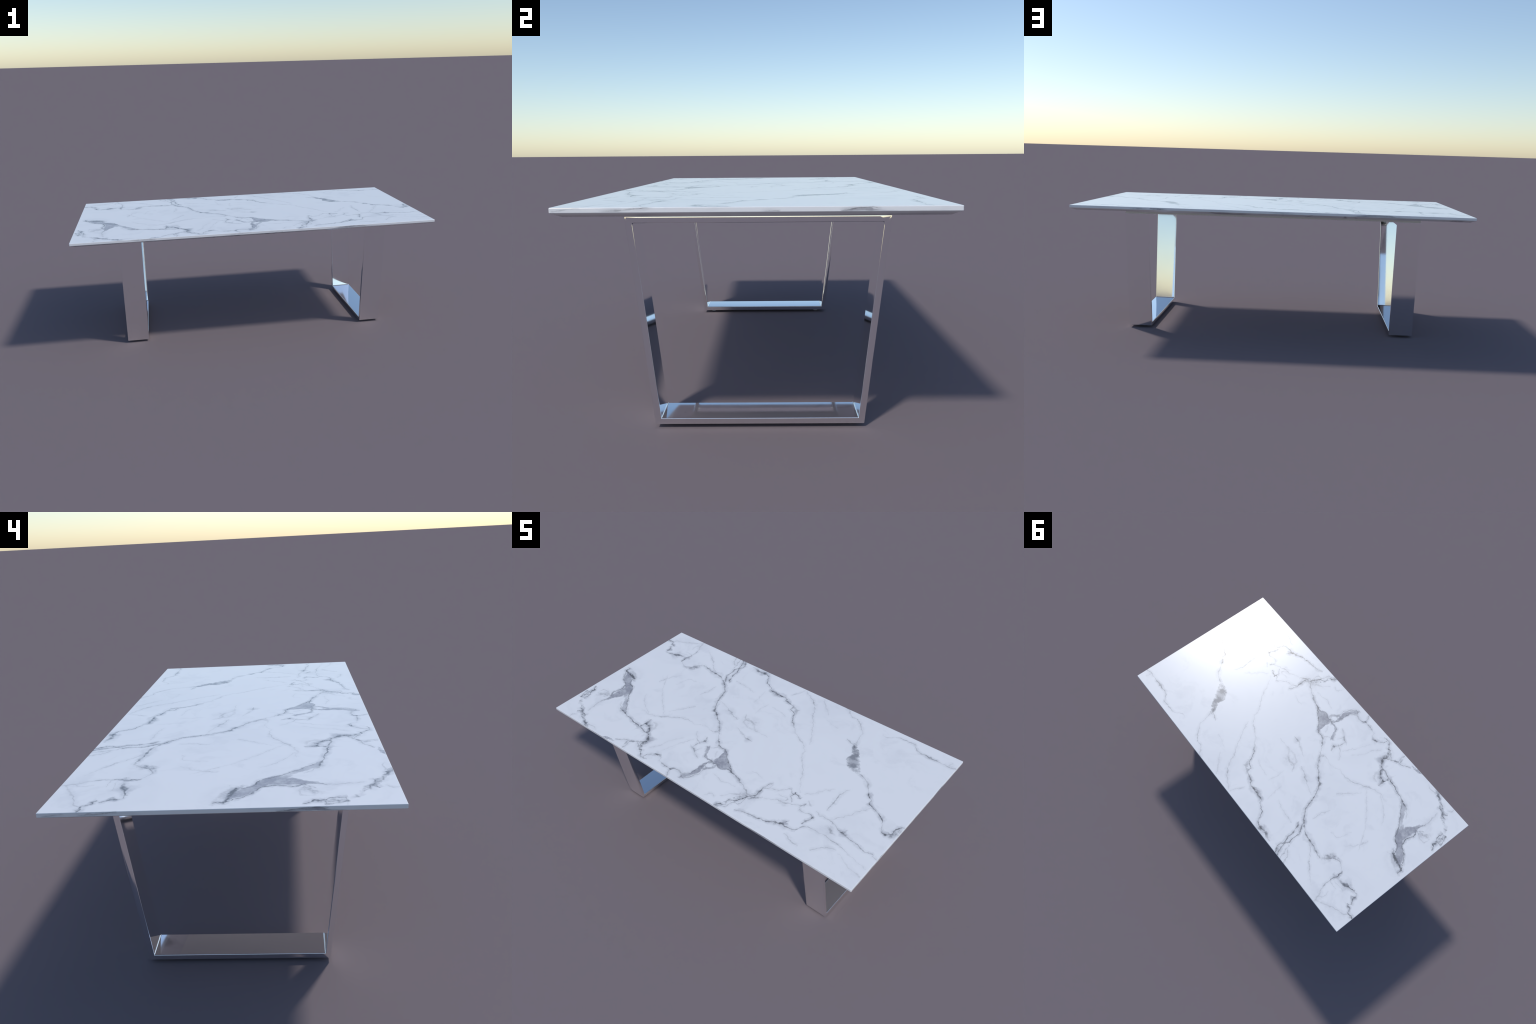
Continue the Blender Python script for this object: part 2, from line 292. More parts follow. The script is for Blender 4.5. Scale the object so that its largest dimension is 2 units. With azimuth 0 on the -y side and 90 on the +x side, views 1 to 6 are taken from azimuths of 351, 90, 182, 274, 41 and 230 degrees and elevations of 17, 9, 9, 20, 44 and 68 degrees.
    patch([(-0.760, -0.185, 4, 0.3), (-0.735, -0.210, 8, 0.6), (-0.705, -0.240, 14, 0.7), (-0.684, -0.266, 12, 0.7), (-0.643, -0.287, 4, 0.4)])
    vein([(-0.844, -0.290, 1.9, 0.6), (-0.832, -0.260, 1.9, 0.6), (-0.829, -0.238, 1.9, 0.7), (-0.850, -0.208, 1.9, 0.8), (-0.847, -0.182, 1.9, 0.8), (-0.843, -0.151, 2.6, 0.85), (-0.852, -0.110, 1.9, 0.85)])
    vein([(-0.847, -0.114, 1.9, 0.85), (-0.902, -0.075, 1.9, 0.75), (-0.946, -0.028, 1.9, 0.8), (-0.957, -0.007, 3, 1), (-0.957, 0.021, 1.9, 0.7)])
    vein([(-0.955, -0.010, 3.5, 1), (-0.911, -0.023, 5, 1), (-0.885, -0.029, 6, 1), (-0.856, -0.037, 4, 1)])
    vein([(-0.863, -0.039, 3, 0.8), (-0.846, -0.079, 2, 0.75), (-0.806, -0.097, 2, 0.8), (-0.773, -0.145, 2, 0.75), (-0.737, -0.192, 2, 0.7), (-0.700, -0.231, 2, 0.6), (-0.668, -0.264, 2, 0.5)])
    vein([(-0.969, 0.025, 6, 0.25), (-0.910, 0.005, 10, 0.3), (-0.842, -0.039, 10, 0.25)])
    vein([(-0.744, -0.237, 2.4, 0.3), (-0.714, -0.266, 2.4, 0.4), (-0.665, -0.285, 3.4, 0.8), (-0.620, -0.297, 2.4, 0.7), (-0.592, -0.300, 2.4, 0.9), (-0.554, -0.313, 3, 0.95), (-0.510, -0.316, 3, 0.9), (-0.466, -0.329, 3, 0.7), (-0.428, -0.331, 2.4, 0.6)])
    vein([(-0.499, -0.320, 3, 0.8), (-0.511, -0.294, 5, 0.9), (-0.494, -0.285, 7, 1), (-0.467, -0.282, 4, 0.8), (-0.435, -0.306, 4, 0.8), (-0.427, -0.330, 3, 0.7)])
    vein([(-0.490, -0.273, 3, 0.7), (-0.496, -0.246, 3, 0.5)])
    vein([(-0.467, -0.246, 8, 0.2), (-0.435, -0.257, 7, 0.3), (-0.420, -0.290, 9, 0.2)])
    vein([(-0.430, -0.328, 3, 0.8), (-0.394, -0.347, 4, 0.9), (-0.377, -0.372, 6, 1), (-0.381, -0.392, 6, 0.85), (-0.372, -0.423, 5, 0.6), (-0.367, -0.444, 3, 0.7), (-0.343, -0.450, 3.4, 0.8), (-0.323, -0.475, 3, 0.7), (-0.297, -0.475, 3, 0.6), (-0.280, -0.473, 3, 0.4)])
    vein([(-0.515, -0.465, 2.4, 0.55), (-0.477, -0.440, 3, 0.6), (-0.447, -0.432, 2.4, 0.55), (-0.422, -0.413, 2.4, 0.6), (-0.394, -0.398, 2.4, 0.6)])
    vein([(-0.446, -0.430, 3, 0.5), (-0.446, -0.456, 2.6, 0.45), (-0.446, -0.489, 2.6, 0.45)])
    vein([(-0.419, -0.413, 2.4, 0.5), (-0.396, -0.425, 2.4, 0.5), (-0.368, -0.445, 2.4, 0.6)])
    vein([(-0.243, -0.409, 4, 0.7), (-0.260, -0.413, 4, 0.8), (-0.275, -0.425, 2.4, 0.45), (-0.297, -0.446, 3, 0.6), (-0.309, -0.481, 2.4, 0.5)])
    patch([(-0.595, -0.500, 4, 0.4), (-0.572, -0.491, 7, 0.5), (-0.548, -0.489, 7, 0.45), (-0.523, -0.487, 2, 0.3)])

    # speckled column and rings by the near left corner
    vein([(-0.986, -0.289, 2.4, 0.6), (-0.964, -0.280, 2.4, 0.7), (-0.959, -0.256, 3, 0.9), (-0.976, -0.231, 2.4, 0.7)])
    vein([(-0.967, -0.340, 2.4, 0.6), (-0.983, -0.313, 2.4, 0.6), (-0.986, -0.289, 2.4, 0.7)])
    vein([(-0.967, -0.340, 2.4, 0.7), (-0.943, -0.339, 3, 0.85), (-0.942, -0.316, 2.4, 0.7), (-0.959, -0.282, 2.4, 0.7)])
    vein([(-0.982, -0.322, 8, 0.3), (-0.964, -0.313, 9, 0.35), (-0.969, -0.282, 6, 0.2)])
    vein([(-0.940, -0.376, 5, 0.6), (-0.931, -0.369, 5, 0.4)])
    cloud([(-0.938, -0.367, 7, 0.2), (-0.905, -0.390, 10, 0.3), (-0.871, -0.417, 10, 0.6), (-0.838, -0.438, 12, 0.7), (-0.800, -0.459, 8, 0.55), (-0.761, -0.480, 8, 0.75), (-0.724, -0.500, 6, 0.55)])
    vein([(-0.874, -0.438, 2.6, 0.7), (-0.855, -0.432, 2.6, 0.6), (-0.837, -0.432, 2.6, 0.7), (-0.810, -0.430, 2.6, 0.5)])
    vein([(-0.886, -0.414, 2.6, 0.5), (-0.848, -0.427, 2.6, 0.7), (-0.827, -0.452, 2.6, 0.6), (-0.800, -0.459, 2.6, 0.6)])
    vein([(-0.782, -0.468, 2.6, 0.5), (-0.760, -0.478, 3.5, 0.8), (-0.754, -0.496, 2.6, 0.6), (-0.719, -0.501, 2.6, 0.5)])
    vein([(-0.877, -0.496, 2.4, 0.35), (-0.880, -0.473, 2.4, 0.45), (-0.864, -0.463, 2.4, 0.25)])
    vein([(-0.840, -0.287, 2.6, 0.4), (-0.844, -0.323, 4, 0.35), (-0.840, -0.368, 4, 0.3), (-0.833, -0.406, 4, 0.2)])
    vein([(-0.914, -0.290, 10, 0.1), (-0.896, -0.256, 14, 0.25), (-0.866, -0.232, 10, 0.2)])
    vein([(-0.866, -0.262, 2.4, 0.4), (-0.853, -0.242, 2.4, 0.45), (-0.835, -0.233, 2.4, 0.5)])
    vein([(-0.922, -0.256, 3, 0.2), (-0.912, -0.217, 4, 0.28), (-0.868, -0.224, 3, 0.2)])
    vein([(-0.738, -0.475, 4, 0.3), (-0.706, -0.477, 4, 0.3), (-0.669, -0.479, 4, 0.15)])

    # faint arcs of the pale field on the left
    vein([(-0.179, -0.109, 2.3, 0.2), (-0.214, -0.093, 2.3, 0.2), (-0.278, -0.119, 2.3, 0.2), (-0.336, -0.117, 2.3, 0.38), (-0.376, -0.128, 2.3, 0.5), (-0.444, -0.168, 2.3, 0.45), (-0.484, -0.193, 2.3, 0.3), (-0.530, -0.212, 2.3, 0.25), (-0.590, -0.209, 2.3, 0.2)])
    vein([(-0.388, -0.012, 2.2, 0.35), (-0.422, -0.064, 2.2, 0.32), (-0.467, -0.129, 2.2, 0.15)])
    vein([(-0.469, -0.166, 2.2, 0.12), (-0.552, -0.096, 2.2, 0.25), (-0.651, 0.001, 2.2, 0.18), (-0.694, 0.066, 2.2, 0.28), (-0.726, 0.114, 2.2, 0.12)])
    vein([(-0.537, -0.212, 2.2, 0.15), (-0.633, -0.160, 2.2, 0.25), (-0.690, -0.093, 2.2, 0.12)])
    vein([(-0.193, -0.215, 2.2, 0.2), (-0.217, -0.261, 2.2, 0.25), (-0.240, -0.322, 2.2, 0.15), (-0.258, -0.379, 2.2, 0.2)])
    vein([(-0.248, -0.242, 2.2, 0.15), (-0.277, -0.290, 2.2, 0.15), (-0.303, -0.361, 2.2, 0.28), (-0.330, -0.405, 2.2, 0.2)])
    vein([(-0.421, 0.196, 2.2, 0.22), (-0.421, 0.141, 2.2, 0.32), (-0.437, 0.097, 2.2, 0.25)])
    vein([(-0.550, 0.167, 2.2, 0.2), (-0.590, 0.159, 2.2, 0.28), (-0.606, 0.117, 2.2, 0.2), (-0.615, 0.078, 2.2, 0.2)])
    vein([(-0.658, 0.156, 2.4, 0.15), (-0.701, 0.090, 2.4, 0.25), (-0.709, 0.065, 2.4, 0.35), (-0.712, 0.039, 2.4, 0.2)])
    vein([(-0.209, 0.293, 2.2, 0.25), (-0.271, 0.309, 2.2, 0.28), (-0.354, 0.315, 2.2, 0.3)])
    vein([(0.058, -0.038, 3, 0.4), (0.030, -0.035, 5, 0.65), (0.021, -0.041, 3, 0.4)])
    vein([(0.021, -0.037, 2.2, 0.35), (-0.028, -0.019, 2.2, 0.3), (-0.071, -0.003, 2.2, 0.2)])
    vein([(0.101, 0.042, 2.6, 0.22), (0.059, 0.042, 2.6, 0.22), (0.018, 0.042, 5, 0.25), (-0.012, 0.075, 8, 0.25), (-0.038, 0.085, 8, 0.4), (-0.090, 0.088, 7, 0.35), (-0.111, 0.114, 4, 0.2)])
    vein([(0.012, 0.043, 8, 0.2), (-0.034, 0.037, 7, 0.22), (-0.075, 0.054, 6, 0.25), (-0.090, 0.088, 5, 0.2)])
    vein([(-0.125, 0.051, 3, 0.35), (-0.162, 0.065, 3, 0.4), (-0.193, 0.080, 5, 0.5), (-0.236, 0.098, 4, 0.25), (-0.294, 0.113, 3, 0.2)])
    vein([(-0.074, 0.264, 2.2, 0.12), (-0.078, 0.211, 2.2, 0.2), (-0.078, 0.154, 2.2, 0.12)])
    vein([(-0.159, 0.334, 2.2, 0.12), (-0.150, 0.290, 2.2, 0.18), (-0.143, 0.229, 2.2, 0.12)])
    vein([(0.067, 0.233, 2.2, 0.18), (0.019, 0.250, 2.2, 0.2), (-0.034, 0.252, 2.2, 0.15)])

    # mottled smoke around the busiest knots
    cloud([(-0.500, -0.325, 6, 0.2), (-0.503, -0.292, 10, 0.6), (-0.485, -0.278, 10, 0.6), (-0.441, -0.297, 9, 0.5), (-0.424, -0.332, 6, 0.3)])
    cloud([(-0.409, -0.325, 7, 0.2), (-0.391, -0.353, 11, 0.55), (-0.376, -0.385, 11, 0.55), (-0.372, -0.423, 9, 0.4), (-0.360, -0.446, 8, 0.3)])
    cloud([(-0.965, -0.339, 8, 0.3), (-0.968, -0.316, 11, 0.5), (-0.963, -0.292, 10, 0.5), (-0.962, -0.251, 6, 0.3)])
    cloud([(-0.944, -0.010, 5, 0.4), (-0.899, -0.024, 9, 0.7), (-0.856, -0.039, 9, 0.6), (-0.821, -0.064, 7, 0.2)])
    cloud([(-0.919, -0.273, 10, 0.15), (-0.885, -0.247, 14, 0.3), (-0.838, -0.230, 10, 0.3)])
    cloud([(-0.599, -0.503, 5, 0.2), (-0.570, -0.493, 7, 0.4), (-0.523, -0.487, 5, 0.3)])
    cloud([(-0.455, -0.488, 6, 0.2), (-0.456, -0.447, 8, 0.35), (-0.427, -0.420, 8, 0.3)])
    cloud([(-0.631, 0.298, 7, 0.2), (-0.645, 0.272, 11, 0.5), (-0.662, 0.249, 11, 0.5), (-0.693, 0.232, 6, 0.2)])
    cloud([(-0.792, 0.307, 5, 0.2), (-0.816, 0.303, 8, 0.6), (-0.838, 0.293, 9, 0.8), (-0.860, 0.288, 5, 0.6), (-0.878, 0.282, 3, 0.2)])
    cloud([(-0.900, 0.312, 5, 0.3), (-0.918, 0.306, 7, 0.5), (-0.926, 0.322, 5, 0.3)])
    cloud([(-0.417, 0.444, 8, 0.2), (-0.429, 0.468, 11, 0.4), (-0.446, 0.502, 10, 0.4)])
    cloud([(-0.045, 0.359, 6, 0.2), (-0.076, 0.361, 8, 0.5), (-0.110, 0.368, 8, 0.4), (-0.142, 0.377, 6, 0.2)])
    cloud([(-0.237, 0.471, 6, 0.2), (-0.274, 0.476, 9, 0.6), (-0.302, 0.476, 9, 0.5), (-0.338, 0.478, 8, 0.3)])
    cloud([(0.110, 0.281, 6, 0.2), (0.077, 0.309, 9, 0.35), (0.039, 0.330, 8, 0.35)])
    cloud([(0.348, -0.329, 6, 0.2), (0.311, -0.354, 10, 0.4), (0.280, -0.384, 11, 0.4), (0.257, -0.419, 8, 0.3), (0.234, -0.475, 6, 0.35)])
    cloud([(-0.122, -0.185, 5, 0.2), (-0.136, -0.186, 6, 0.5), (-0.146, -0.172, 5, 0.2)])
    cloud([(0.932, -0.158, 6, 0.3), (0.955, -0.152, 9, 0.4), (0.978, -0.134, 12, 0.4), (0.991, -0.099, 12, 0.35)])


MARBLE_WHITE = (0.80, 0.80, 0.81, 1)
MARBLE_SHADE = (0.70, 0.705, 0.725, 1)
PATCH_GREY = (0.32, 0.32, 0.35, 1)
VEIN_DARK = (0.13, 0.13, 0.135, 1)
MARBLE_ROUGHNESS = 0.23


def warped_position(n, amounts):
    position = n.add("ShaderNodeTexCoord").outputs["Object"]
    out = position
    for scale, amount in amounts:
        shift = n.vmath("SUBTRACT", n.noise(position, scale, 1.0).outputs["Color"], (0.5, 0.5, 0.5))
        out = n.vmath("ADD", out, n.vmath("SCALE", shift, scale=amount))
    return position, out


def finish_marble(n):
    n.bsdf.inputs["Roughness"].default_value = MARBLE_ROUGHNESS
    n.bsdf.inputs["Specular IOR Level"].default_value = 0.78
    return n.material


def stone_colour(n, position, field, grain):
    """Pale stone with the field's veins, smudges and grey patches laid over it."""
    threads = n.math("ABSOLUTE", n.math("SUBTRACT", n.noise(field.point, 34, 3.0, 0.65).outputs["Fac"], 0.5))
    threads = n.remap(threads, 0.0, 0.05, 1.0, 0.0)
    smudge = n.noise(position, 21, 3.0, 0.6).outputs["Fac"]
    core = n.math("MULTIPLY", n.math("MAXIMUM", field.core, 0.0), n.remap(grain, 0.34, 0.60, 0.55, 1.25))
    halo = n.math("MAXIMUM", field.halo, 0.0)
    halo = n.math("POWER", halo, 1.5)
    near = n.math("MULTIPLY", halo, n.remap(smudge, 0.34, 0.66, 0.28, 1.0))
    core = n.math("MAXIMUM", core, n.math("MULTIPLY", n.math("MULTIPLY", threads, near), 0.5), clamp=True)
    core = n.math("POWER", core, 1.35)
    ragged = n.math("MULTIPLY_ADD", n.math("SUBTRACT", grain, 0.5), 1.9, n.math("MAXIMUM", field.smoke, 0.0))
    ragged = n.math("MULTIPLY", n.remap(ragged, 0.02, 0.95, 0.0, 0.95), n.math("GREATER_THAN", field.smoke, 0.0))
    ragged = n.math("MULTIPLY", ragged, n.remap(field.smoke, 0.0, 0.35, 0.0, 1.0))
    smoke = n.math("MULTIPLY", ragged, n.remap(smudge, 0.34, 0.62, 0.65, 1.1), clamp=True)
    mottle = n.math("MULTIPLY", n.remap(grain, 0.3, 0.7, 0.85, 1.08), n.remap(smudge, 0.35, 0.65, 0.72, 1.05))
    fill = n.math("MULTIPLY", n.math("MAXIMUM", field.fill, 0.0), mottle, clamp=True)
    clouds = n.noise(position, 2.6, 4.0, 0.55, 0.6).outputs["Fac"]
    colour = n.mix(n.remap(clouds, 0.45, 0.75, 0.0, 0.5), MARBLE_WHITE, MARBLE_SHADE)
    veil = n.noise(field.point, 6.5, 4.0, 0.6, 1.0).outputs["Fac"]
    colour = n.mix(n.remap(veil, 0.52, 0.72, 0.0, 0.22), colour, (0.55, 0.555, 0.585, 1))
    colour = n.mix(n.math("MULTIPLY", near, 0.8), colour, (0.36, 0.365, 0.395, 1))
    colour = n.mix(smoke, colour, (0.27, 0.275, 0.295, 1))
    colour = n.mix(fill, colour, PATCH_GREY)
    return n.mix(n.math("MULTIPLY", core, 0.95), colour, VEIN_DARK)


def marble_top_material(region):
    """The slab's face; each region of it carries only the veins that run through it."""
    n = Nodes("veined_white_marble")
    position, point = warped_position(n, ((14, 0.008), (38, 0.018), (90, 0.009)))
    field = VeinField(n, point, region)
    draw_veins(field)
    grain = n.noise(position, 60, 3.0, 0.6).outputs["Fac"]
    n.link(stone_colour(n, position, field, grain), n.bsdf.inputs["Base Color"])
    return finish_marble(n)


RIM_STRETCH = 3.0     # rim veins are drawn on (distance along the side, stretched height)


def draw_rim_veins(field, side):
    vein, patch = field.vein, field.patch
    if side == "right":
        patch([(0.213, -0.014, 1, 0.7), (0.232, -0.006, 8, 0.9), (0.258, -0.002, 12, 0.9), (0.274, -0.002, 13, 0.9), (0.286, -0.010, 6, 0.8), (0.302, -0.012, 2.5, 0.7), (0.335, -0.012, 1.5, 0.4)])
        vein([(0.210, -0.012, 3, 0.5), (0.245, 0.006, 3, 0.6), (0.275, 0.012, 3, 0.5), (0.295, 0.004, 3, 0.4)])
        vein([(-0.375, -0.006, 4, 0.2), (-0.335, -0.005, 7, 0.5), (-0.310, 0.002, 4, 0.4), (-0.283, 0.013, 4, 0.7), (-0.255, 0.018, 3, 0.3)])
        vein([(-0.490, -0.008, 3, 0.3), (-0.434, 0.015, 3, 0.4)])
        vein([(0.020, -0.012, 4, 0.3), (0.050, -0.011, 4, 0.4)])
    elif side == "left":
        patch([(-0.165, -0.015, 1, 0.6), (-0.200, -0.008, 8, 0.9), (-0.240, -0.001, 13, 0.9), (-0.270, -0.001, 13, 0.9), (-0.290, -0.010, 5, 0.7), (-0.330, -0.013, 2, 0.4)])
        vein([(-0.160, -0.014, 3, 0.5), (-0.235, 0.010, 3, 0.6), (-0.285, 0.008, 3, 0.5)])
        vein([(0.380, -0.006, 4, 0.3), (0.340, -0.003, 6, 0.5), (0.285, 0.014, 3, 0.6)])
        vein([(0.480, -0.010, 3, 0.3), (0.430, 0.004, 3, 0.4)])
    elif side == "back":
        patch([(-0.400, -0.016, 1, 0.6), (-0.450, -0.006, 9, 0.9), (-0.520, 0.000, 14, 1), (-0.580, -0.001, 13, 1), (-0.605, -0.008, 6, 0.8), (-0.650, -0.012, 2, 0.4)])
        vein([(0.590, 0.000, 5, 0.7), (0.550, -0.003, 5, 0.8), (0.520, -0.008, 3, 0.4)])
        vein([(0.690, -0.010, 4, 0.4), (0.650, -0.004, 5, 0.5), (0.620, 0.004, 3, 0.3)])
        vein([(0.030, 0.006, 3, 0.2), (-0.060, -0.004, 4, 0.4), (-0.110, -0.012, 3, 0.2)])
    else:
        patch([(0.400, -0.016, 1, 0.6), (0.460, -0.005, 9, 0.9), (0.530, 0.000, 14, 1), (0.580, -0.002, 12, 1), (0.610, -0.009, 5, 0.7), (0.660, -0.012, 2, 0.4)])
        vein([(-0.560, -0.004, 4, 0.4), (-0.620, 0.004, 5, 0.5), (-0.680, 0.010, 3, 0.3)])
        vein([(-0.180, -0.012, 3, 0.3), (-0.120, -0.002, 4, 0.4), (-0.050, 0.010, 3, 0.3)])
        vein([(0.060, 0.008, 3, 0.3), (0.120, -0.006, 4, 0.35)])


def marble_rim_material(side):
    n = Nodes("marble_rim")
    position = n.add("ShaderNodeTexCoord").outputs["Object"]
    split = n.add("ShaderNodeSeparateXYZ")
    n.link(position, split.inputs[0])
    flat = n.add("ShaderNodeCombineXYZ")
    n.link(split.outputs["Y" if side in ("left", "right") else "X"], flat.inputs[0])
    n.link(n.math("MULTIPLY", n.math("SUBTRACT", split.outputs["Z"], (TOP_Z + RIM_Z) / 2), RIM_STRETCH), flat.inputs[1])
    shift = n.vmath("SUBTRACT", n.noise(flat.outputs[0], 40, 2.0).outputs["Color"], (0.5, 0.5, 0.5))
    point = n.vmath("ADD", flat.outputs[0], n.vmath("SCALE", shift, scale=0.010))
    field = VeinField(n, point, (-1.1, 1.1, -0.6, 0.6))
    draw_rim_veins(field, side)
    grain = n.noise(position, 60, 3.0, 0.6).outputs["Fac"]
    n.link(stone_colour(n, position, field, grain), n.bsdf.inputs["Base Color"])
    return finish_marble(n)


def marble_underside_material():
    """The undercut and the hidden underside: the same stone with soft crossing veins."""
    n = Nodes("marble_underside")
    position, point = warped_position(n, ((8, 0.05), (40, 0.012)))
    line = n.math("ABSOLUTE", n.math("SUBTRACT", n.noise(point, 3.0, 3.0, 0.55, 0.5).outputs["Fac"], 0.5))
    where = n.noise(position, 2.7, 2.0).outputs["Fac"]
    line = n.math("MULTIPLY", n.remap(line, 0.0, 0.03, 1.0, 0.0), n.remap(where, 0.46, 0.60, 0.0, 0.7))
    clouds = n.noise(position, 2.6, 4.0, 0.55, 0.6).outputs["Fac"]
    colour = n.mix(n.remap(clouds, 0.45, 0.75, 0.0, 0.5), MARBLE_WHITE, MARBLE_SHADE)
    colour = n.mix(line, colour, (0.28, 0.28, 0.30, 1))
    n.link(colour, n.bsdf.inputs["Base Color"])
    return finish_marble(n)


def chrome_material():
    n = Nodes("polished_chrome")
    position = n.add("ShaderNodeTexCoord").outputs["Object"]
    smear = n.noise(position, 6.0, 3.0).outputs["Fac"]
    n.link(n.remap(smear, 0.3, 0.7, 0.045, 0.07), n.bsdf.inputs["Roughness"])
    n.bsdf.inputs["Base Color"].default_value = (0.985, 0.985, 0.985, 1)
    n.bsdf.inputs["Metallic"].default_value = 1.0
    return n.material


def plain_material(name, colour, roughness, metallic=0.0):
    n = Nodes(name)
    position = n.add("ShaderNodeTexCoord").outputs["Object"]
    grain = n.noise(position, 90.0, 2.0).outputs["Fac"]
    darker = tuple(c * 0.9 for c in colour[:3]) + (1,)
    n.link(n.mix(grain, colour, darker), n.bsdf.inputs["Base Color"])
    n.bsdf.inputs["Roughness"].default_value = roughness
    n.bsdf.inputs["Metallic"].default_value = metallic
    return n.material


# ------------------------------------------------------------------ mesh helpers
def make_object(name, bm, materials, parent, sharp=35.0, location=(0, 0, 0)):
    bmesh.ops.recalc_face_normals(bm, faces=bm.faces)
    mesh = bpy.data.meshes.new(name)
    bm.to_mesh(mesh)
    bm.free()
    for m in materials:
        mesh.materials.append(m)
    for p in mesh.polygons:
        p.use_smooth = True
    mesh.set_sharp_from_angle(angle=math.radians(sharp))
    obj = bpy.data.objects.new(name, mesh)
    obj.location = location
    bpy.context.scene.collection.objects.link(obj)
    obj.parent = parent
    weighted = obj.modifiers.new("weighted_normals", "WEIGHTED_NORMAL")
    weighted.keep_sharp = True
    weighted.mode = "FACE_AREA"
    return obj


def rounded_rectangle(half_x, half_y, radius, steps=5):
    loop = []
    for cx, cy, start in ((1, 1, 0), (-1, 1, 90), (-1, -1, 180), (1, -1, 270)):
        for i in range(steps + 1):
            a = math.radians(start + 90 * i / steps)
            loop.append((cx * (half_x - radius) + radius * math.cos(a),
                         cy * (half_y - radius) + radius * math.sin(a)))
    return loop


def stacked_slab(half_x, half_y, rings, corner):
    """Loft rounded rectangles given as (inset, z), bottom to top, and cap both ends."""
    bm = bmesh.new()
    loops = []
    for inset, z in rings:
        outline = rounded_rectangle(half_x - inset, half_y - inset, max(corner - inset, 0.0006))
        loops.append([bm.verts.new((x, y, z)) for x, y in outline])
    for low, high in zip(loops, loops[1:]):
        for i in range(len(low)):
            j = (i + 1) % len(low)
            bm.faces.new((low[i], low[j], high[j], high[i]))
    bm.faces.new(list(reversed(loops[0])))
    bm.faces.new(loops[-1])
    return bm


def quarter_round(radius, z_top, steps=4):
    return [(radius * (1 - math.cos(math.radians(90 * i / steps))),
             z_top - radius + radius * math.sin(math.radians(90 * i / steps))) for i in range(steps + 1)]


# ------------------------------------------------------------------ parts
def build_tabletop(parent):
    rings = [(UNDERCUT, UNDERSIDE_Z), (0.0022, RIM_Z - 0.0011), (0.0009, RIM_Z - 0.0003), (0.0002, RIM_Z + 0.0006), (0.0, RIM_Z + 0.0016)]
    rings += quarter_round(0.0020, TOP_Z)
    bm = stacked_slab(HALF_LENGTH, HALF_WIDTH, rings, 0.003)
    bmesh.ops.recalc_face_normals(bm, faces=bm.faces)
    cuts_x, cuts_y = (-1.1, -0.62, -0.3, 0.1, 0.5, 1.1), (-0.6, -0.06, 0.6)
    for axis, cuts in ((Vector((1, 0, 0)), cuts_x), (Vector((0, 1, 0)), cuts_y)):
        for c in cuts[1:-1]:
            bmesh.ops.bisect_plane(bm, geom=bm.verts[:] + bm.edges[:] + bm.faces[:], plane_co=axis * c, plane_no=axis)
    sides = (("right", 0, 1), ("left", 0, -1), ("back", 1, 1), ("front", 1, -1))
    materials = [marble_underside_material()] + [marble_rim_material(side) for side, _, _ in sides]
    for face in bm.faces:
        face.normal_update()
        if face.calc_center_median().z > RIM_Z and abs(face.normal.z) < 0.95:
            for k, (_, axis, sign) in enumerate(sides):
                if face.normal[axis] * sign > 0.6 * math.hypot(face.normal.x, face.normal.y):
                    face.material_index = 1 + k
    for x0, x1 in zip(cuts_x, cuts_x[1:]):
        for y0, y1 in zip(cuts_y, cuts_y[1:]):
            for face in bm.faces:
                c = face.calc_center_median()
                if c.z > TOP_Z - 1e-4 and x0 < c.x < x1 and y0 < c.y < y1:
                    face.material_index = len(materials)
            materials.append(marble_top_material((x0, x1, y0, y1)))
    return make_object("tabletop", bm, materials, parent, sharp=24.0)


def build_support_panel(parent):
    inset = 0.002
    rings = [(0.0005, FRAME_TOP), (0.0, FRAME_TOP + 0.0005), (0.0, UNDERSIDE_Z + 0.001)]
    bm = stacked_slab(FRAME_OUT - inset, FRAME_HALF_TOP - inset, rings, 0.002)
    return make_object("support_panel", bm, [plain_material("pale_board", (0.82, 0.82, 0.79, 1), 0.5)], parent)


def frame_loops():
    """Outer and inner outline of the trapezoid frame in the y-z plane, as matching loops."""
    lean = (FRAME_HALF_TOP - FRAME_HALF_BOTTOM) / (FRAME_TOP - FRAME_BOTTOM)
    thick = BAR * math.sqrt(1 + lean * lean)
    width_at = lambda z: FRAME_HALF_BOTTOM + lean * (z - FRAME_BOTTOM)
    low, high = FRAME_BOTTOM + BAR, FRAME_TOP - BAR
    outer = [(FRAME_HALF_BOTTOM, FRAME_BOTTOM), (FRAME_HALF_TOP, FRAME_TOP)]
    inner = [(width_at(low) - thick, low), (width_at(high) - thick, high)]
    mirror = lambda pts: pts + [(-y, z) for y, z in reversed(pts)]
    return mirror(outer), mirror(inner)


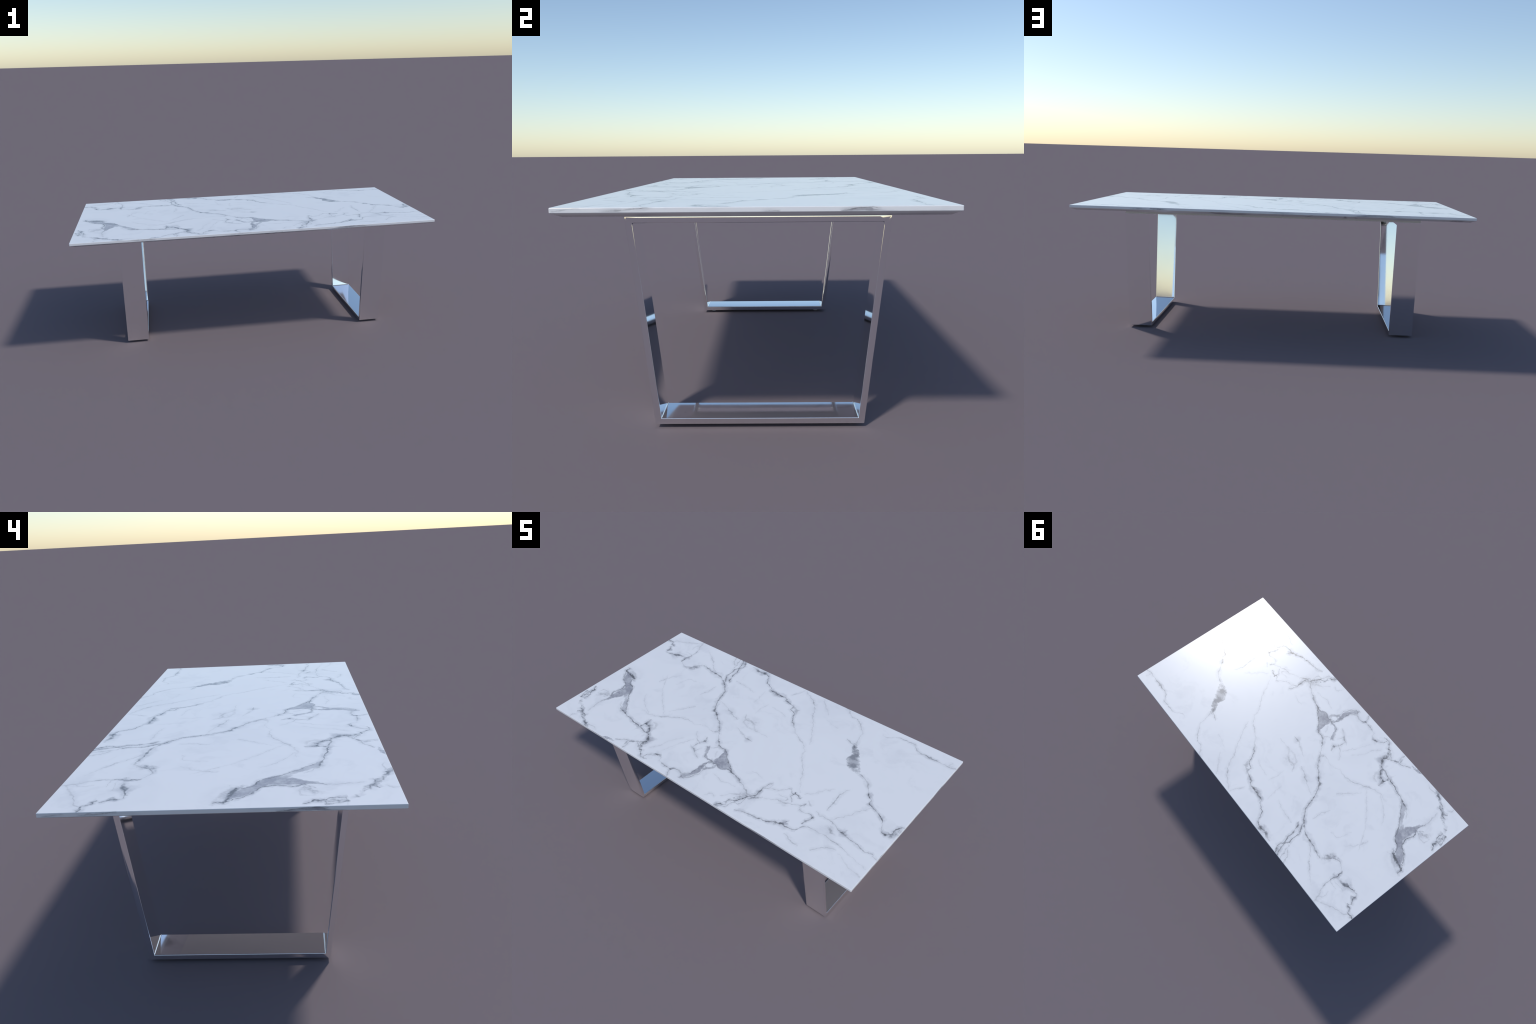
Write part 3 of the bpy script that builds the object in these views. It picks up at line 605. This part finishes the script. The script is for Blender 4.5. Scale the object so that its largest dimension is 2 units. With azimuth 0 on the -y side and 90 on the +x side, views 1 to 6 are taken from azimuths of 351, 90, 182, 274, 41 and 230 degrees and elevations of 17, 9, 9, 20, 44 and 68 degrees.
def build_leg_frame(parent, chrome):
    """One closed loop of flat bar, edges eased, inner top corners filleted."""
    outer, inner = frame_loops()
    half = (FRAME_OUT - FRAME_IN) / 2
    bm = bmesh.new()
    rows = [[bm.verts.new((x, y, z)) for y, z in loop]
            for loop, x in ((outer, half), (inner, half), (inner, -half), (outer, -half))]
    for a, b in zip(rows, rows[1:] + rows[:1]):
        for i in range(4):
            j = (i + 1) % 4
            bm.faces.new((a[i], a[j], b[j], b[i]))
    bmesh.ops.recalc_face_normals(bm, faces=bm.faces)

    def edges(test):
        return [e for e in bm.edges if test(*(v.co for v in e.verts))]

    is_across = lambda p, q: abs(p.x - q.x) > half
    fillet = edges(lambda p, q: is_across(p, q) and 0.3 < p.z < FRAME_TOP - 0.5 * BAR)
    bmesh.ops.bevel(bm, geom=fillet, offset=0.006, segments=6, profile=0.5, affect="EDGES")
    # holding loops keep the shading of the corners from running along the bars
    for axis, at in ((2, FRAME_TOP - 0.028), (1, FRAME_HALF_TOP - 0.034), (1, 0.034 - FRAME_HALF_TOP)):
        side = [f for f in bm.faces if axis == 2 or f.calc_center_median().z > FRAME_TOP - 2 * BAR]
        geom = list({v for f in side for v in f.verts}) + list({e for f in side for e in f.edges}) + side
        normal = Vector((0, 1, 0)) if axis == 1 else Vector((0, 0, 1))
        bmesh.ops.bisect_plane(bm, geom=geom, plane_co=normal * at, plane_no=normal)
    weight = bm.edges.layers.float.new("bevel_weight_edge")
    around = [e for e in bm.edges if len(e.link_faces) == 2 and e.calc_face_angle() > math.radians(40)]
    for e in around:
        a, b = (v.co for v in e.verts)
        lean = (FRAME_HALF_TOP - FRAME_HALF_BOTTOM) / (FRAME_TOP - FRAME_BOTTOM)
        outside = abs(a.z - b.z) > 0.02 and all(abs(abs(p.y) - FRAME_HALF_BOTTOM - lean * (p.z - FRAME_BOTTOM)) < 1e-3 for p in (a, b))
        top = min(a.z, b.z) > FRAME_TOP - 1e-4
        e[weight] = 0.25 if outside else 0.5 if top else 1.0
    frame = make_object("leg_frame", bm, [chrome], parent, sharp=180.0, location=((FRAME_IN + FRAME_OUT) / 2, 0, 0))
    ease = frame.modifiers.new("eased_edges", "BEVEL")
    ease.limit_method, ease.width, ease.segments = "WEIGHT", BEVEL, 1
    frame.modifiers.move(1, 0)
    return frame


def build_glide_mesh():
    bm = bmesh.new()
    profile = [(0.0, 0.0), (0.0085, 0.0), (0.0104, 0.0008), (GLIDE_RADIUS, 0.0028), (GLIDE_RADIUS, FRAME_BOTTOM + 0.0008), (0.0, FRAME_BOTTOM + 0.0008)]
    steps = 32
    columns = []
    for i in range(steps):
        a = 2 * math.pi * i / steps
        columns.append([bm.verts.new((r * math.cos(a), r * math.sin(a), z)) for r, z in profile])
    for i in range(steps):
        a, b = columns[i], columns[(i + 1) % steps]
        for k in range(len(profile) - 1):
            bm.faces.new((a[k], b[k], b[k + 1], a[k + 1]))
    bmesh.ops.remove_doubles(bm, verts=bm.verts, dist=1e-5)
    return bm


def build():
    table = bpy.data.objects.new("dining_table", None)
    table["label"] = "rectangular white veined marble table on two chrome frame legs"
    table["category"] = "dining table"
    bpy.context.scene.collection.objects.link(table)
    build_tabletop(table)
    build_support_panel(table)
    chrome = chrome_material()
    right = build_leg_frame(table, chrome)
    left = right.copy()
    left.location.x = -right.location.x
    left.rotation_euler.z = math.pi
    bpy.context.scene.collection.objects.link(left)
    glide = make_object("foot_glide", build_glide_mesh(), [plain_material("pale_plastic", (0.55, 0.56, 0.57, 1), 0.4)], right)
    first = True
    for frame in (right, left):
        for x in (-GLIDE_OFFSET, GLIDE_OFFSET):
            for y in (-GLIDE_Y, GLIDE_Y):
                piece = glide if first else glide.copy()
                if not first:
                    bpy.context.scene.collection.objects.link(piece)
                first = False
                piece.parent = frame
                piece.location = (x, y, 0)


build()
